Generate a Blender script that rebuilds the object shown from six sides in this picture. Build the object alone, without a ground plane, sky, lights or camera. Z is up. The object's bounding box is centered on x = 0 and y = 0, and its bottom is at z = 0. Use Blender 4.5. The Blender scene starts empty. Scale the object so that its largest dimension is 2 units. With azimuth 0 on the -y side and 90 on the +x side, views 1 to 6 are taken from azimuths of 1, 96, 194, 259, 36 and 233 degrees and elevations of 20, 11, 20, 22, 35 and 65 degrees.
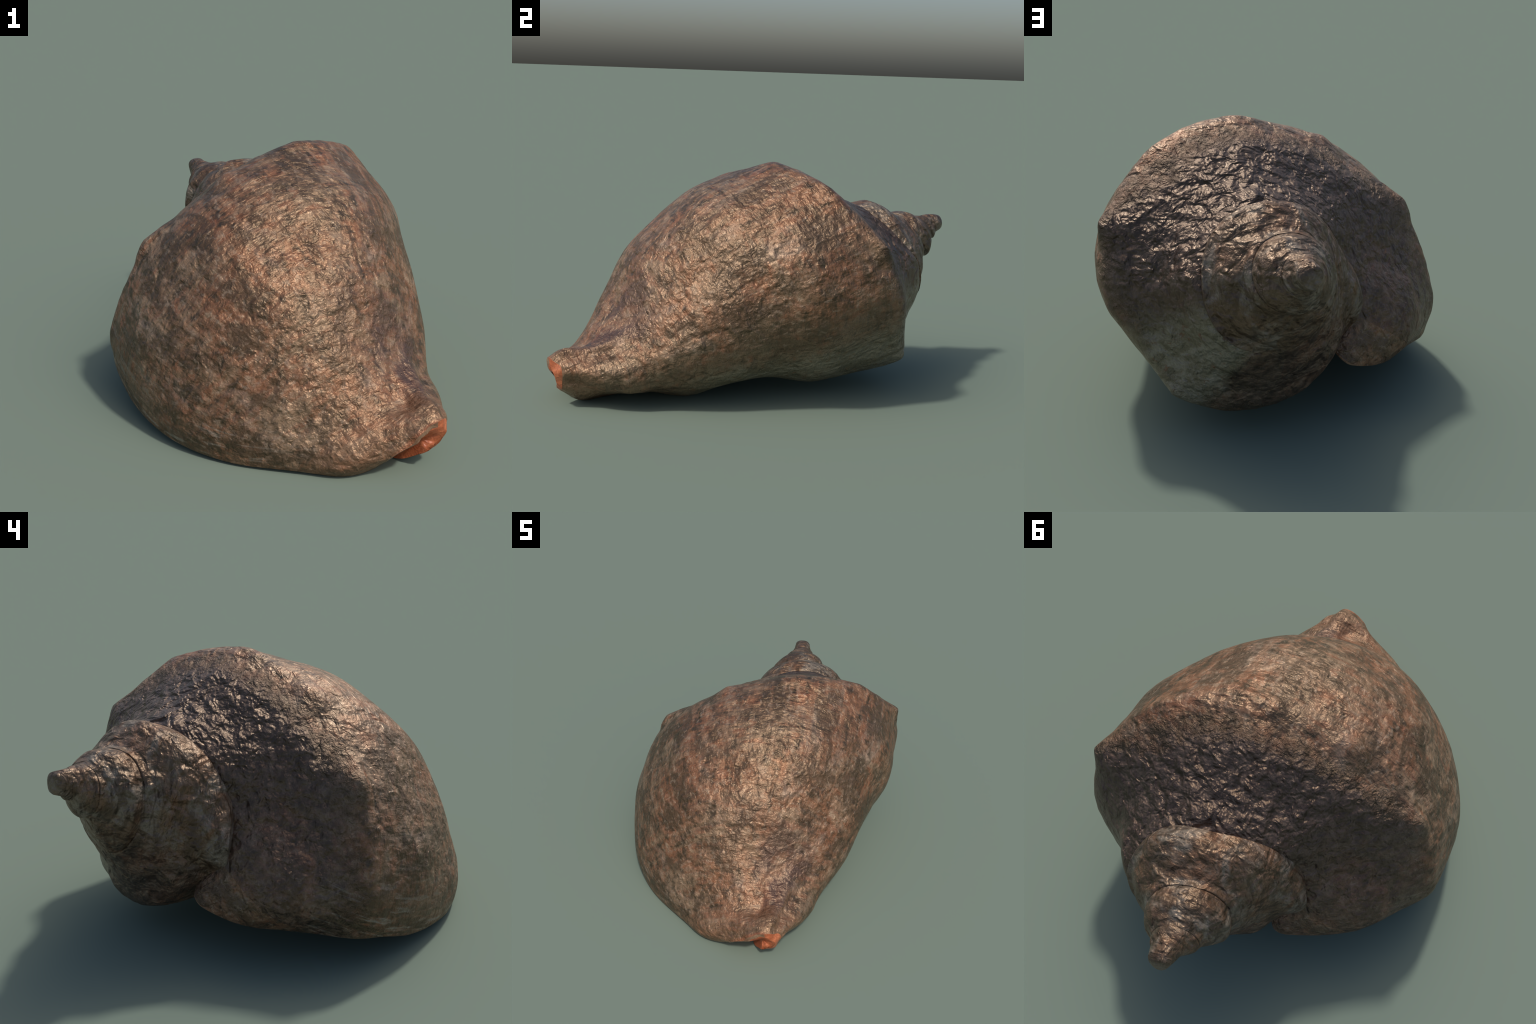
import numpy as np
def catmull(xs, Y, x):
    """Monotone-ish Catmull-Rom through control rows Y at positions xs."""
    xs=np.asarray(xs,float);Y=np.asarray(Y,float);x=np.asarray(x,float)
    d=np.diff(xs);m=np.diff(Y,axis=0)/d[:,None]
    T=np.empty_like(Y);T[0]=m[0];T[-1]=m[-1]
    w0=d[1:,None];w1=d[:-1,None]
    T[1:-1]=(m[:-1]*w0+m[1:]*w1)/(w0+w1)
    i=np.clip(np.searchsorted(xs,x,side='right')-1,0,len(xs)-2)
    h=d[i];s=((x-xs[i])/h)[:,None];h=h[:,None]
    return ((2*s**3-3*s**2+1)*Y[i]+(s**3-2*s**2+s)*h*T[i]+(-2*s**3+3*s**2)*Y[i+1]+(s**3-s**2)*h*T[i+1])
WIND=[220, 250, 270, 288, 305, 325, 345, 369, 400, 430, 450, 480, 510, 540, 570, 600, 640, 680, 720, 765, 810, 855, 900, 945, 990, 1035, 1080]
SUT=[(1.72, 0.5), (1.67, 0.44), (1.67, 0.36), (1.7, 0.327), (1.735, 0.303), (1.775, 0.282), (1.81, 0.267), (1.83, 0.267), (1.845, 0.287), (1.89, 0.305), (1.935, 0.315), (1.955, 0.334), (1.955, 0.339), (1.965, 0.303), (1.985, 0.262), (1.985, 0.2), (1.99, 0.168), (2.01, 0.157), (2.03, 0.148), (2.06, 0.155), (2.095, 0.158), (2.12, 0.152), (2.14, 0.142), (2.153, 0.125), (2.165, 0.108), (2.175, 0.09), (2.183, 0.076)]
RIN=[(1.7, 0.575), (1.625, 0.65), (1.57, 0.535), (1.585, 0.465), (1.6, 0.445), (1.63, 0.397), (1.66, 0.382), (1.7, 0.38), (1.735, 0.37), (1.805, 0.38), (1.897, 0.375), (1.907, 0.38), (1.913, 0.392), (1.921, 0.351), (1.942, 0.296), (1.94, 0.238), (1.95, 0.2), (1.975, 0.18), (2.005, 0.165), (2.03, 0.182), (2.06, 0.198), (2.085, 0.19), (2.11, 0.168), (2.125, 0.145), (2.14, 0.123), (2.155, 0.103), (2.167, 0.086)]
RAMP=[(1.62, 0.651), (1.542, 0.79), (1.475, 0.688), (1.475, 0.637), (1.48, 0.601), (1.49, 0.561), (1.52, 0.541), (1.555, 0.532), (1.63, 0.497), (1.72, 0.456), (1.774, 0.46), (1.79, 0.452), (1.809, 0.48), (1.825, 0.469), (1.858, 0.385), (1.885, 0.28), (1.9, 0.242), (1.935, 0.222), (1.965, 0.212), (1.985, 0.228), (2.02, 0.255), (2.04, 0.26), (2.07, 0.227), (2.085, 0.185), (2.105, 0.15), (2.125, 0.125), (2.145, 0.106)]
SHO=[(1.5, 0.615), (1.335, 0.933), (1.36, 0.859), (1.37, 0.775), (1.37, 0.702), (1.37, 0.655), (1.4, 0.635), (1.43, 0.648), (1.51, 0.65), (1.6, 0.653), (1.62, 0.66), (1.65, 0.601), (1.69, 0.62), (1.72, 0.568), (1.76, 0.478), (1.8, 0.36), (1.84, 0.282), (1.88, 0.274), (1.905, 0.274), (1.92, 0.294), (1.965, 0.296), (1.975, 0.318), (2.0, 0.291), (2.03, 0.235), (2.055, 0.19), (2.08, 0.158), (2.115, 0.133)]
LEV=[1.2, 1.0, 0.8, 0.6, 0.4, 0.2, 0.09]
ENDT=[0.1, 0.03, 0.005, 0.005, 0.005, 0.01, 0.008, 0.015, 0.04, 0.035, 0.03, 0.022, 0.014, 0.01, 0.02, 0.05, 0.1, 0.2, 0.3]
BODY=[[0.939, 1.008, 0.913, 0.761, 0.596, 0.296, 0.2, 0.17], [0.986, 0.994, 0.971, 0.903, 0.764, 0.543, 0.41, 0.235], [0.898, 0.909, 0.851, 0.752, 0.587, 0.34, 0.24, 0.14], [0.825, 0.798, 0.754, 0.645, 0.456, 0.201, 0.17, 0.125], [0.762, 0.759, 0.691, 0.571, 0.356, 0.122, 0.14, 0.11], [0.702, 0.679, 0.595, 0.484, 0.237, 0.088, 0.12, 0.105], [0.655, 0.637, 0.545, 0.414, 0.181, 0.092, 0.115, 0.1], [0.633, 0.606, 0.508, 0.347, 0.15, 0.095, 0.125, 0.1], [0.621, 0.563, 0.445, 0.311, 0.159, 0.112, 0.103, 0.078], [0.643, 0.542, 0.465, 0.351, 0.191, 0.119, 0.09, 0.06], [0.634, 0.542, 0.466, 0.395, 0.261, 0.16, 0.088, 0.055], [0.563, 0.481, 0.436, 0.369, 0.291, 0.183, 0.093, 0.058], [0.538, 0.428, 0.375, 0.353, 0.253, 0.176, 0.125, 0.07], [0.459, 0.383, 0.328, 0.357, 0.259, 0.193, 0.165, 0.072], [0.45, 0.37, 0.33, 0.32, 0.29, 0.25, 0.2, 0.105], [0.36, 0.28, 0.22, 0.18, 0.12, 0.08, 0.06, 0.04], [0.28, 0.2, 0.14, 0.1, 0.06, 0.04, 0.03, 0.03], [0.24, 0.18, 0.12, 0.08, 0.05, 0.03, 0.02, 0.02], [0.18, 0.14, 0.1, 0.08, 0.05, 0.04, 0.02, 0.02]]
A=np.array([-.445,.985,.852]);B=np.array([.72,-.90,.15])
AX=(A-B);LEN=np.linalg.norm(AX);AX/=LEN
UP=np.array([0,0,1.])-AX*AX[2];UP/=np.linalg.norm(UP);SD=np.cross(AX,UP)
APEX_T=2.33
def spiral(L,w):
    """Control point of the spiral line L at winding angle w: measured on the
    lower turns, halving its distance from the apex with every turn above."""
    k=1.
    while w>WIND[-1]: w-=360;k*=.5
    t,r=catmull(WIND,np.array(L),np.array([w],float))[0]
    return np.array([APEX_T-(APEX_T-t)*k,r*k]),k
def station(w):
    (s,k),(rin,_),(ramp,_),(sho,_)=(spiral(L,w) for L in (SUT,RIN,RAMP,SHO))
    q=2**(-max(w-720,0)/360.)
    tuck=(s[0]-.03*q,s[1]-.06*q)
    if w<=720:
        j=WIND.index(w);lev=list(zip(LEV+[ENDT[j]],BODY[j]))
    if w<580:
        side=((sho[0]+lev[0][0])/2,(sho[1]+lev[0][1])/2+.01)
    else:
        p,_=spiral(SUT,max(w-360,220));side=(p[0]+.006,p[1]+.009*q)
        low=(side[0]-.12*q,side[1]-.03*q)
        if w<=720: lev[0]=low
        else: lev=[low]+[(side[0]-.14*q,side[1]*(.8-.1*m)) for m in range(7)]
    return np.array([tuck,tuple(s),tuple(rin),tuple(ramp),tuple(sho),side]+lev).ravel()
XS=None
def rebuild():
    global XS,YS
    XS=np.array(WIND+list(range(1125,2200,45)),float)
    YS=np.array([station(int(w)) for w in XS])
rebuild()
ULIP=list(np.arange(14)/13.)
LIPA=[218,218,221,231,241,245,247,247,248,249,249,247,240,215]
def surf(s,nu=120,lip=LIPA):
    """s: degrees back from lip (array ns) -> cylindrical coords (ns,nu)"""
    NP=YS.shape[1]//2;u=np.linspace(0,1,nu)
    lipu=catmull(ULIP,np.array(lip,float)[:,None],u)[:,0]
    T=np.empty((len(s),nu));R=T.copy();PH=T.copy()
    fade=np.clip(1-s/360.,0,1);fade=fade*fade*(3-2*fade)
    for j,uu in enumerate(u):
        ph=s+240+(lipu[j]-240)*fade
        C=catmull(XS,YS,ph).reshape(len(s),NP,2)
        i=min(int(uu*(NP-1)),NP-2);f=uu*(NP-1)-i
        p=lambda k:C[:,k]
        p0=2*p(i)-p(i+1) if i==0 else p(i-1)
        p3=2*p(i+1)-p(i) if i==NP-2 else p(i+2)
        q=.5*((2*p(i))+(-p0+p(i+1))*f+(2*p0-5*p(i)+4*p(i+1)-p3)*f*f+(-p0+3*p(i)-3*p(i+1)+p3)*f**3)
        T[:,j]=q[:,0];R[:,j]=q[:,1];PH[:,j]=ph
    return T,np.maximum(R,.004),PH
def xyz(T,R,PH):
    p=np.radians(PH)
    return B+AX*T[...,None]+R[...,None]*(np.cos(p)[...,None]*UP+np.sin(p)[...,None]*SD)
import bpy
from mathutils import noise as mnoise, Vector

# ------------------------------------------------------------------ relief
S=np.concatenate([np.arange(0,30,.8),np.arange(30,480,1.5),np.arange(480,1480,4.)])
NU=200
T,R,PH=surf(S,NU)
ns=len(S)
U=np.linspace(0,13,NU)[None,:]*np.ones((ns,1))
def bump(x,c,w): return np.exp(-((x-c)/w)**2)
# blunt knobs along the shoulder keel: winding angle, height
KNOBS=[(255,.016),(288,.050),(325,.034),(360,.012),(396,.018),(431,.048),(464,.016),(500,.030)]
rel=np.zeros_like(R)
sho_t=catmull(WIND,np.array(SHO),np.clip(PH,220,1080).ravel())[:,0].reshape(PH.shape)
for w,h in KNOBS:
    d=np.sqrt(((PH-w)/11.)**2+((T-sho_t-.01)/.085)**2+.004)
    rel+=h*np.clip(1.06-d,0,1)**1.3
# siphonal fasciole: a rounded cord winding round the canal, with a groove above it
fc=360+35+200*np.clip(T,0,.4)
fm=np.clip(T/.05,0,1)*np.clip((.40-T)/.10,0,1)*(U>8)
rel+=fm*(.022*bump(PH,fc+25,30)-.016*bump(PH,fc-22,16))
rel+=.008*np.exp(-S[:,None]/25.)*np.clip((T-.1)/.3,0,1)      # lip flares a little
R=np.maximum(R+rel,.004)
P=xyz(T,R,PH)
def normals(P):
    a=np.gradient(P,axis=0);b=np.gradient(P,axis=1);n=np.cross(a,b)
    return n/(np.linalg.norm(n,axis=-1,keepdims=True)+1e-9)
N=normals(P)
FLIP=(N*(P-(B+AX*T[...,None]))).sum()<0
if FLIP: N=-N
# weathered pits and lumps, strongest on the ramp above the keel
lump=np.zeros(R.shape)
for i in range(ns):
    for j in range(NU):
        p=Vector(P[i,j])
        a=mnoise.noise(p*9.)*.6+mnoise.noise(p*21.+Vector((7,3,1)))*.4
        lump[i,j]=a
ramp_side=np.clip((5.0-U)/1.0,0,1)
amp=.004*(1+.8*ramp_side)*np.clip(S[:,None]/10.,.25,1)*np.clip((2.34-T)/.3,.25,1)
amp=amp*np.where(T<.3,.6,1.)
P=P+N*(lump*amp-.0055*np.clip(S[:,None]/40.,0,1)*np.clip(T/.3,0,1)*np.clip((2.3-T)/.3,0,1))[...,None]
P[...,2]=np.maximum(P[...,2]+.006,.001)
N=normals(P)*(-1 if FLIP else 1)

# --------------------------------------------------------------- node tools
class Nodes:
    def __init__(self,name):
        self.m=bpy.data.materials.new(name);self.m.use_nodes=True
        self.t=self.m.node_tree;self.b=self.t.nodes['Principled BSDF']
    def n(self,kind,**kw):
        nd=self.t.nodes.new(kind)
        for k,v in kw.items(): setattr(nd,k,v)
        return nd
    def put(self,sock,v):
        if isinstance(v,bpy.types.NodeSocket): self.t.links.new(v,sock)
        elif v is not None: sock.default_value=v
    def math(self,op,a,b=None,c=None,clamp=False):
        nd=self.n('ShaderNodeMath',operation=op,use_clamp=clamp)
        for s,v in zip(nd.inputs,(a,b,c)): self.put(s,v)
        return nd.outputs[0]
    def dot(self,v,c):
        nd=self.n('ShaderNodeVectorMath',operation='DOT_PRODUCT');self.put(nd.inputs[0],v);nd.inputs[1].default_value=tuple(c)
        return nd.outputs['Value']
    def xyz(self,x,y,z):
        nd=self.n('ShaderNodeCombineXYZ')
        for s,v in zip(nd.inputs,(x,y,z)): self.put(s,v)
        return nd.outputs[0]
    def noise(self,vec,scale,detail=4,rough=.55,dist=0.):
        nd=self.n('ShaderNodeTexNoise');self.put(nd.inputs['Vector'],vec)
        nd.inputs['Scale'].default_value=scale;nd.inputs['Detail'].default_value=detail
        nd.inputs['Roughness'].default_value=rough;nd.inputs['Distortion'].default_value=dist
        return nd.outputs['Fac']
    def step(self,v,lo,hi,a=0.,b=1.):
        nd=self.n('ShaderNodeMapRange',interpolation_type='SMOOTHSTEP')
        for s,x in zip(nd.inputs,(v,lo,hi,a,b)): self.put(s,x)
        return nd.outputs[0]
    def mix(self,f,a,b,mode='MIX'):
        nd=self.n('ShaderNodeMix',data_type='RGBA',blend_type=mode)
        self.put(nd.inputs['Factor'],f)
        for s,v in ((nd.inputs[6],a),(nd.inputs[7],b)):
            self.put(s,(*v,1) if isinstance(v,tuple) else v)
        return nd.outputs[2]
    def bump(self,h,dist,strength=1.,normal=None):
        nd=self.n('ShaderNodeBump');nd.inputs['Distance'].default_value=dist;nd.inputs['Strength'].default_value=strength
        self.put(nd.inputs['Height'],h)
        if normal is not None: self.put(nd.inputs['Normal'],normal)
        return nd.outputs[0]

def shell_material(name,kind):
    """Weathered periostracum. Coordinates are taken about the coiling axis:
    axial = distance from the canal, angle = 0 on top, 90 on +x, -90 on -x."""
    g=Nodes(name)
    co=g.n('ShaderNodeTexCoord').outputs['Object']
    sub=g.n('ShaderNodeVectorMath',operation='SUBTRACT');g.put(sub.inputs[0],co);sub.inputs[1].default_value=tuple(B+np.array([0,0,.006]))
    v=sub.outputs[0]
    t=g.dot(v,AX);x=g.dot(v,UP);y=g.dot(v,SD)
    ang=g.math('MULTIPLY',g.math('ARCTAN2',y,x),57.29578)
    axial=g.xyz(g.math('MULTIPLY',t,.22),x,y)      # streaks along the axis (growth lines)
    spiral=g.xyz(g.math('MULTIPLY',t,4.),x,y)      # streaks round the whorl (cords)
    big=g.noise(co,3.2,5,.6,.4)
    blot=g.noise(axial,18,5,.62,.4)
    cord=g.noise(spiral,7,5,.62,.4)
    mott=g.noise(co,24,5,.65,.5)
    fine=g.noise(co,80,3,.65,1.2)
    # ---- colour: golden brown ground, rusty and greyish washes, umber mottling
    c=g.mix(g.step(big,.36,.66),(.240,.106,.056),(.258,.170,.108))
    c=g.mix(g.step(g.noise(spiral,5.5,4,.65,.8),.48,.64,0,.75),c,(.235,.090,.046))
    c=g.mix(g.step(g.noise(axial,7,4,.6,.5),.52,.72,0,.55),c,(.255,.212,.172))
    weave=g.math('ADD',g.math('MULTIPLY',blot,.40),g.math('ADD',g.math('MULTIPLY',mott,.25),g.math('MULTIPLY',cord,.35)))
    c=g.mix(g.step(weave,.54,.40,0,.95),c,(.046,.033,.022))
    c=g.mix(g.step(weave,.52,.64,0,.8),c,(.370,.268,.185))
    soft=g.noise(g.xyz(g.math('MULTIPLY',t,.6),x,y),6.5,3,.6,.6)
    c=g.mix(g.step(soft,.47,.60,0,.8),c,(.072,.046,.029))
    c=g.mix(g.step(g.noise(g.xyz(g.math('MULTIPLY',t,.6),x,y),44,3,.6,.4),.55,.68,0,.45),c,(.370,.275,.200))
    # violet brown stain on top of the neck
    neck=g.math('MULTIPLY',g.math('MULTIPLY',g.step(t,.78,.35),g.step(t,.10,.22)),g.step(g.math('ABSOLUTE',g.math('SUBTRACT',ang,15.)),75.,25.))
    c=g.mix(g.math('MULTIPLY',neck,g.step(soft,.34,.56,.15,.75)),c,(.082,.046,.044))
    # greyer olive flank towards the underside
    c=g.mix(g.math('MULTIPLY',g.step(ang,62.,100.),g.step(blot,.38,.58,.15,.6)),c,(.150,.120,.078))
    # dark algae-stained ramp between keel and spire, strongest on top
    edge=g.math('MULTIPLY_ADD',g.math('SUBTRACT',mott,.5),.22,g.math('MULTIPLY_ADD',g.math('SUBTRACT',big,.5),.25,0.))
    if kind=='body':
        # keel position drifts from t=1.33 near the lip to 1.66 below
        a360=g.math('MODULO',g.math('ADD',ang,480.),360.)   # 0 at -120 (lip) increasing to 360
        keel=g.n('ShaderNodeMapRange',interpolation_type='LINEAR')
        for s_,x_ in zip(keel.inputs,(a360,0.,280.,1.33,1.70)): g.put(s_,x_)
        up=g.math('SUBTRACT',g.math('ADD',t,g.math('MULTIPLY',edge,.5)),keel.outputs[0])
        top=g.step(g.math('ABSOLUTE',g.math('SUBTRACT',ang,8.)),50.,125.,1.,.52)
        dark=g.math('MULTIPLY',g.step(up,-.02,.07),top)
        dk=g.mix(g.step(mott,.40,.66),(.030,.022,.024),(.105,.076,.066))
        c=g.mix(g.math('MULTIPLY',dark,.92),c,dk)
        # pale parietal shield along the underside
        und=g.math('SUBTRACT',ang,g.math('MULTIPLY_ADD',edge,60.,0.))
        pale=g.math('MULTIPLY',g.math('MULTIPLY',g.step(und,102.,124.),g.step(und,158.,150.)),g.step(t,.45,.75))
        pc=g.mix(g.step(blot,.40,.62),(.180,.165,.112),(.290,.268,.205))
        pc=g.mix(g.step(mott,.60,.68,0,.75),pc,(.16,.060,.022))
        c=g.mix(g.math('MULTIPLY',pale,.85),c,pc)
        # chalky and olive growth lines close to the outer lip
        lipz=g.math('MULTIPLY',g.math('MULTIPLY',g.step(ang,-90.,-114.),g.step(ang,-150.,-140.)),g.math('MULTIPLY',g.step(t,.15,.5),g.step(t,1.6,1.3)))
        gl=g.noise(g.xyz(g.math('MULTIPLY',ang,.55),g.math('MULTIPLY',t,5.),0.),1.,4,.6,.6)
        c=g.mix(g.math('MULTIPLY',lipz,g.step(gl,.40,.52,.85,0.)),c,(.060,.050,.030))
        c=g.mix(g.math('MULTIPLY',lipz,g.step(gl,.54,.64,0,.85)),c,(.30,.27,.22))
    elif kind=='spire':
        c=g.mix(.5,c,(.125,.076,.046))
        c=g.mix(g.step(g.noise(co,6,4,.6,.6),.46,.62,0,.8),c,(.250,.215,.172))
        c=g.mix(g.step(g.noise(spiral,8,5,.65,.6),.55,.42,0,.75),c,(.056,.036,.025))
    else:
        c=g.mix(.35,c,(.230,.125,.072))
        tip=g.step(g.math('ADD',t,g.math('MULTIPLY',edge,.1)),.03,.0)
        c=g.mix(tip,c,(.34,.12,.06))
    worm=g.noise(co,21,1.5,.5,1.4)
    wmask=g.step(g.noise(co,6.5,3,.6,.5),.40,.60,.25,1.)
    ridge=g.step(g.math('ABSOLUTE',g.math('SUBTRACT',worm,.5)),0.,.15)
    c=g.mix(g.step(fine,.30,.62,.45,0.),c,g.mix(1.,c,(.42,.39,.35),'MULTIPLY'))
    c=g.mix(g.math('MULTIPLY',wmask,g.step(ridge,.6,0.,0.,.22)),c,g.mix(1.,c,(.45,.42,.38),'MULTIPLY'))
    g.put(g.b.inputs['Base Color'],c)
    # ---- relief: pits and lumps, spiral cords, worm-like wrinkles
    h=g.bump(g.math('ADD',g.noise(co,13,1.,.5,.8),g.math('MULTIPLY',cord,.3)),.026,.75)
    if kind=='spire':
        h=g.bump(g.noise(g.xyz(g.math('MULTIPLY',t,1.8),x,y),7,2,.5,.6),.025,.8,h)
        h=g.bump(g.noise(co,11,2,.5,.6),.05,.9,h)
    if kind=='body':
        h=g.bump(g.math('MULTIPLY',g.noise(co,15,2.,.55,.4),dark),.055,.9,h)
    h=g.bump(g.noise(g.xyz(g.math('MULTIPLY',t,2.2),x,y),24,2.,.55,.5),.010,.8,h)
    h=g.bump(g.noise(g.xyz(g.math('MULTIPLY',t,.4),x,y),40,2.,.55,.5),.007,.8,h)
    h=g.bump(g.math('MULTIPLY',g.noise(g.xyz(g.math('MULTIPLY',t,.7),x,y),26,1.5,.5,.9),wmask),.0065,.75,h)
    h=g.bump(g.math('MULTIPLY',ridge,wmask),.0011,.8,h)
    h=g.bump(fine,.0012,1.,h)
    g.put(g.b.inputs['Normal'],h)
    g.put(g.b.inputs['Roughness'],g.step(mott,.35,.65,.32,.48))
    g.b.inputs['Specular IOR Level'].default_value=1.
    g.b.inputs['Specular Tint'].default_value=(1.,.72,.48,1.)
    g.b.inputs['Metallic'].default_value=.15
    return g.m

def enamel_material(name):
    """Smooth orange enamel inside the aperture and canal."""
    g=Nodes(name)
    co=g.n('ShaderNodeTexCoord').outputs['Object']
    a=g.noise(co,6,4,.6,.5);b=g.noise(co,45,4,.65,1.)
    c=g.mix(g.step(a,.35,.65),(.42,.105,.038),(.56,.19,.085))
    c=g.mix(g.step(b,.42,.62,.55,0.),c,(.27,.06,.022))
    g.put(g.b.inputs['Base Color'],c)
    g.put(g.b.inputs['Normal'],g.bump(b,.006,.6))
    g.b.inputs['Roughness'].default_value=.38
    return g.m

def lip_material(name):
    g=Nodes(name)
    co=g.n('ShaderNodeTexCoord').outputs['Object']
    a=g.noise(co,30,5,.65,.6)
    c=g.mix(g.step(a,.38,.62),(.20,.095,.050),(.36,.215,.130))
    g.put(g.b.inputs['Base Color'],c)
    g.put(g.b.inputs['Normal'],g.bump(a,.010,.8))
    g.b.inputs['Roughness'].default_value=.42
    return g.m

mat_body=shell_material('weathered_shell','body')
mat_spire=shell_material('spire_shell','spire')
mat_canal=shell_material('canal_shell','canal')
mat_enamel=enamel_material('orange_enamel')
mat_lip=lip_material('lip_rim')

# ------------------------------------------------------------------ meshes
root=bpy.data.objects.new('whelk_shell',None)
bpy.context.scene.collection.objects.link(root)
root['label']='weathered brown whelk shell lying on its orange aperture'
root['category']='sea shell'

def add_part(name,verts,faces,mat,vnormals=None):
    """Mesh part from a shared vertex table: keeps only the vertices in use."""
    used=np.unique(np.array([i for f in faces for i in f]))
    remap={int(k):i for i,k in enumerate(used)}
    me=bpy.data.meshes.new(name)
    me.from_pydata([tuple(verts[k]) for k in used],[],[[remap[int(i)] for i in f] for f in faces])
    me.materials.append(mat)
    me.polygons.foreach_set('use_smooth',[True]*len(me.polygons))
    me.update()
    if vnormals is not None:
        me.normals_split_custom_set_from_vertices([tuple(vnormals[k]) for k in used])
    ob=bpy.data.objects.new(name,me);bpy.context.scene.collection.objects.link(ob);ob.parent=root
    return ob

def quad(i,j,w,flip):
    q=(i*w+j,(i+1)*w+j,(i+1)*w+j+1,i*w+j+1)
    return q[::-1] if flip else q

regions={'body_whorl':[],'spire':[],'siphonal_canal':[],'columella':[]}
for i in range(ns-1):
    for j in range(NU-1):
        ph=PH[i,j];u=U[i,j]
        if ph>565 and u>5.6 and T[i,j]<1.5:
            if T[i,j]<.32: continue
            key='columella'
        elif ph>590: key='spire'
        elif T[i,j]<.20: key='siphonal_canal'
        else: key='body_whorl'
        if ph>1000 and u>6.5: continue
        regions[key].append(quad(i,j,NU,FLIP))
V=P.reshape(-1,3);VN=N.reshape(-1,3)
for key,mat in (('body_whorl',mat_body),('spire',mat_spire),('siphonal_canal',mat_canal),('columella',mat_enamel)):
    add_part(key,V,regions[key],mat,VN)

# blunt, worn apex
ang=np.linspace(0,2*np.pi,33)[:-1]
prof=[(2.14,.088),(2.20,.073),(2.26,.058),(2.308,.047),(2.319,.041),(2.324,.027),(2.325,.001)]
KV=np.array([B+np.array([0,0,.006])+AX*t+r*(1+.07*np.sin(3*x+40*t))*(np.cos(x)*UP+np.sin(x)*SD) for t,r in prof for x in ang])
KF=[(i*32+j,i*32+(j+1)%32,(i+1)*32+(j+1)%32,(i+1)*32+j) for i in range(len(prof)-1) for j in range(32)]
add_part('apex',KV,KF,mat_spire)

# aperture lining: inner face of the shell wall from the outer lip round to the
# inner lip, closed along the inner lip and across the cut end of the canal
ni=int(np.searchsorted(S,326))
th=np.minimum(.014+.0006*S[:ni],.034)[:,None]
th=np.minimum(th,.40*R[:ni])
Pin=P[:ni]-N[:ni]*th[...,None]
# inside the canal the layer is simply offset towards the axis
near=np.clip((.38-T[:ni])/.16,0,1)[...,None]
Pc=xyz(T[:ni],R[:ni]-np.minimum(.030,.40*R[:ni]),PH[:ni])+np.array([0,0,.006])
Pin=Pin*(1-near)+Pc*near
# the inner layer of the canal reaches a little further forward than the outer one
reach=np.clip(T[:ni,-1:],0,.05)*np.clip((PH[:ni,-1:]-335)/30.,0,1)
Pin-=AX*(reach*np.clip((U[:ni]-12)/1.,0,1))[...,None]
ahead=P[0]-P[1];ahead/=np.linalg.norm(ahead,axis=-1,keepdims=True)+1e-9
mid=(P[0]+Pin[0])*.5+ahead*.007
rim=np.stack([P[0],P[0]*.8+Pin[0]*.2+ahead*.005,mid,P[0]*.2+Pin[0]*.8+ahead*.005,Pin[0]])
nf=int(np.searchsorted(PH[:ni,-1],348))+1
RV=np.concatenate([rim.reshape(-1,3),P[:nf,-1],Pin[:nf,-1]])
RF=[quad(i,j,NU,not FLIP) for i in range(4) for j in range(NU-1)]
RF+=[(5*NU+i,5*NU+i+1,5*NU+nf+i+1,5*NU+nf+i) for i in range(nf-1)]
add_part('outer_lip',RV,RF,mat_lip)
LV=np.concatenate([Pin.reshape(-1,3),P[:ni,-1],P[ni-1]])
LF=[quad(i,j,NU,FLIP)[::-1] for i in range(ni-1) for j in range(NU-1)]
k=ni*NU
LF+=[(k+i,k+i+1,(i+1)*NU+NU-1,i*NU+NU-1) for i in range(ni-1) if PH[i,-1]>348]
# the canal is closed a little way in by a smooth orange wall
k2=k+ni;last=(ni-1)*NU
LF+=[(last+j,last+j+1,k2+j+1,k2+j) for j in range(int(NU*.46),NU-1)]
deep=int(np.argmin(np.abs(T[0,NU//2:]-.20)))+NU//2      # where the wall meets the outer lip
ring=[i*NU+NU-1 for i in range(ni) if PH[i,-1]>262]+[k2+NU-1]
ring+=[k2+int(np.argmin(np.abs(T[ni-1,NU//2:]-t_)))+NU//2 for t_ in (.06,.12,.20)]+[deep]
c0=len(LV)
inner=np.array([LV[q] for q in ring])
hub=B+AX*.055+.05*(np.cos(np.radians(222))*UP+np.sin(np.radians(222))*SD)
LV=np.concatenate([LV,inner*.5+hub*.5,[hub]])
nr=len(ring)
for a in range(nr):
    z=(a+1)%nr
    LF.append((ring[a],ring[z],c0+z,c0+a));LF.append((c0+a,c0+z,c0+nr))
add_part('aperture_lining',LV,LF,mat_enamel)
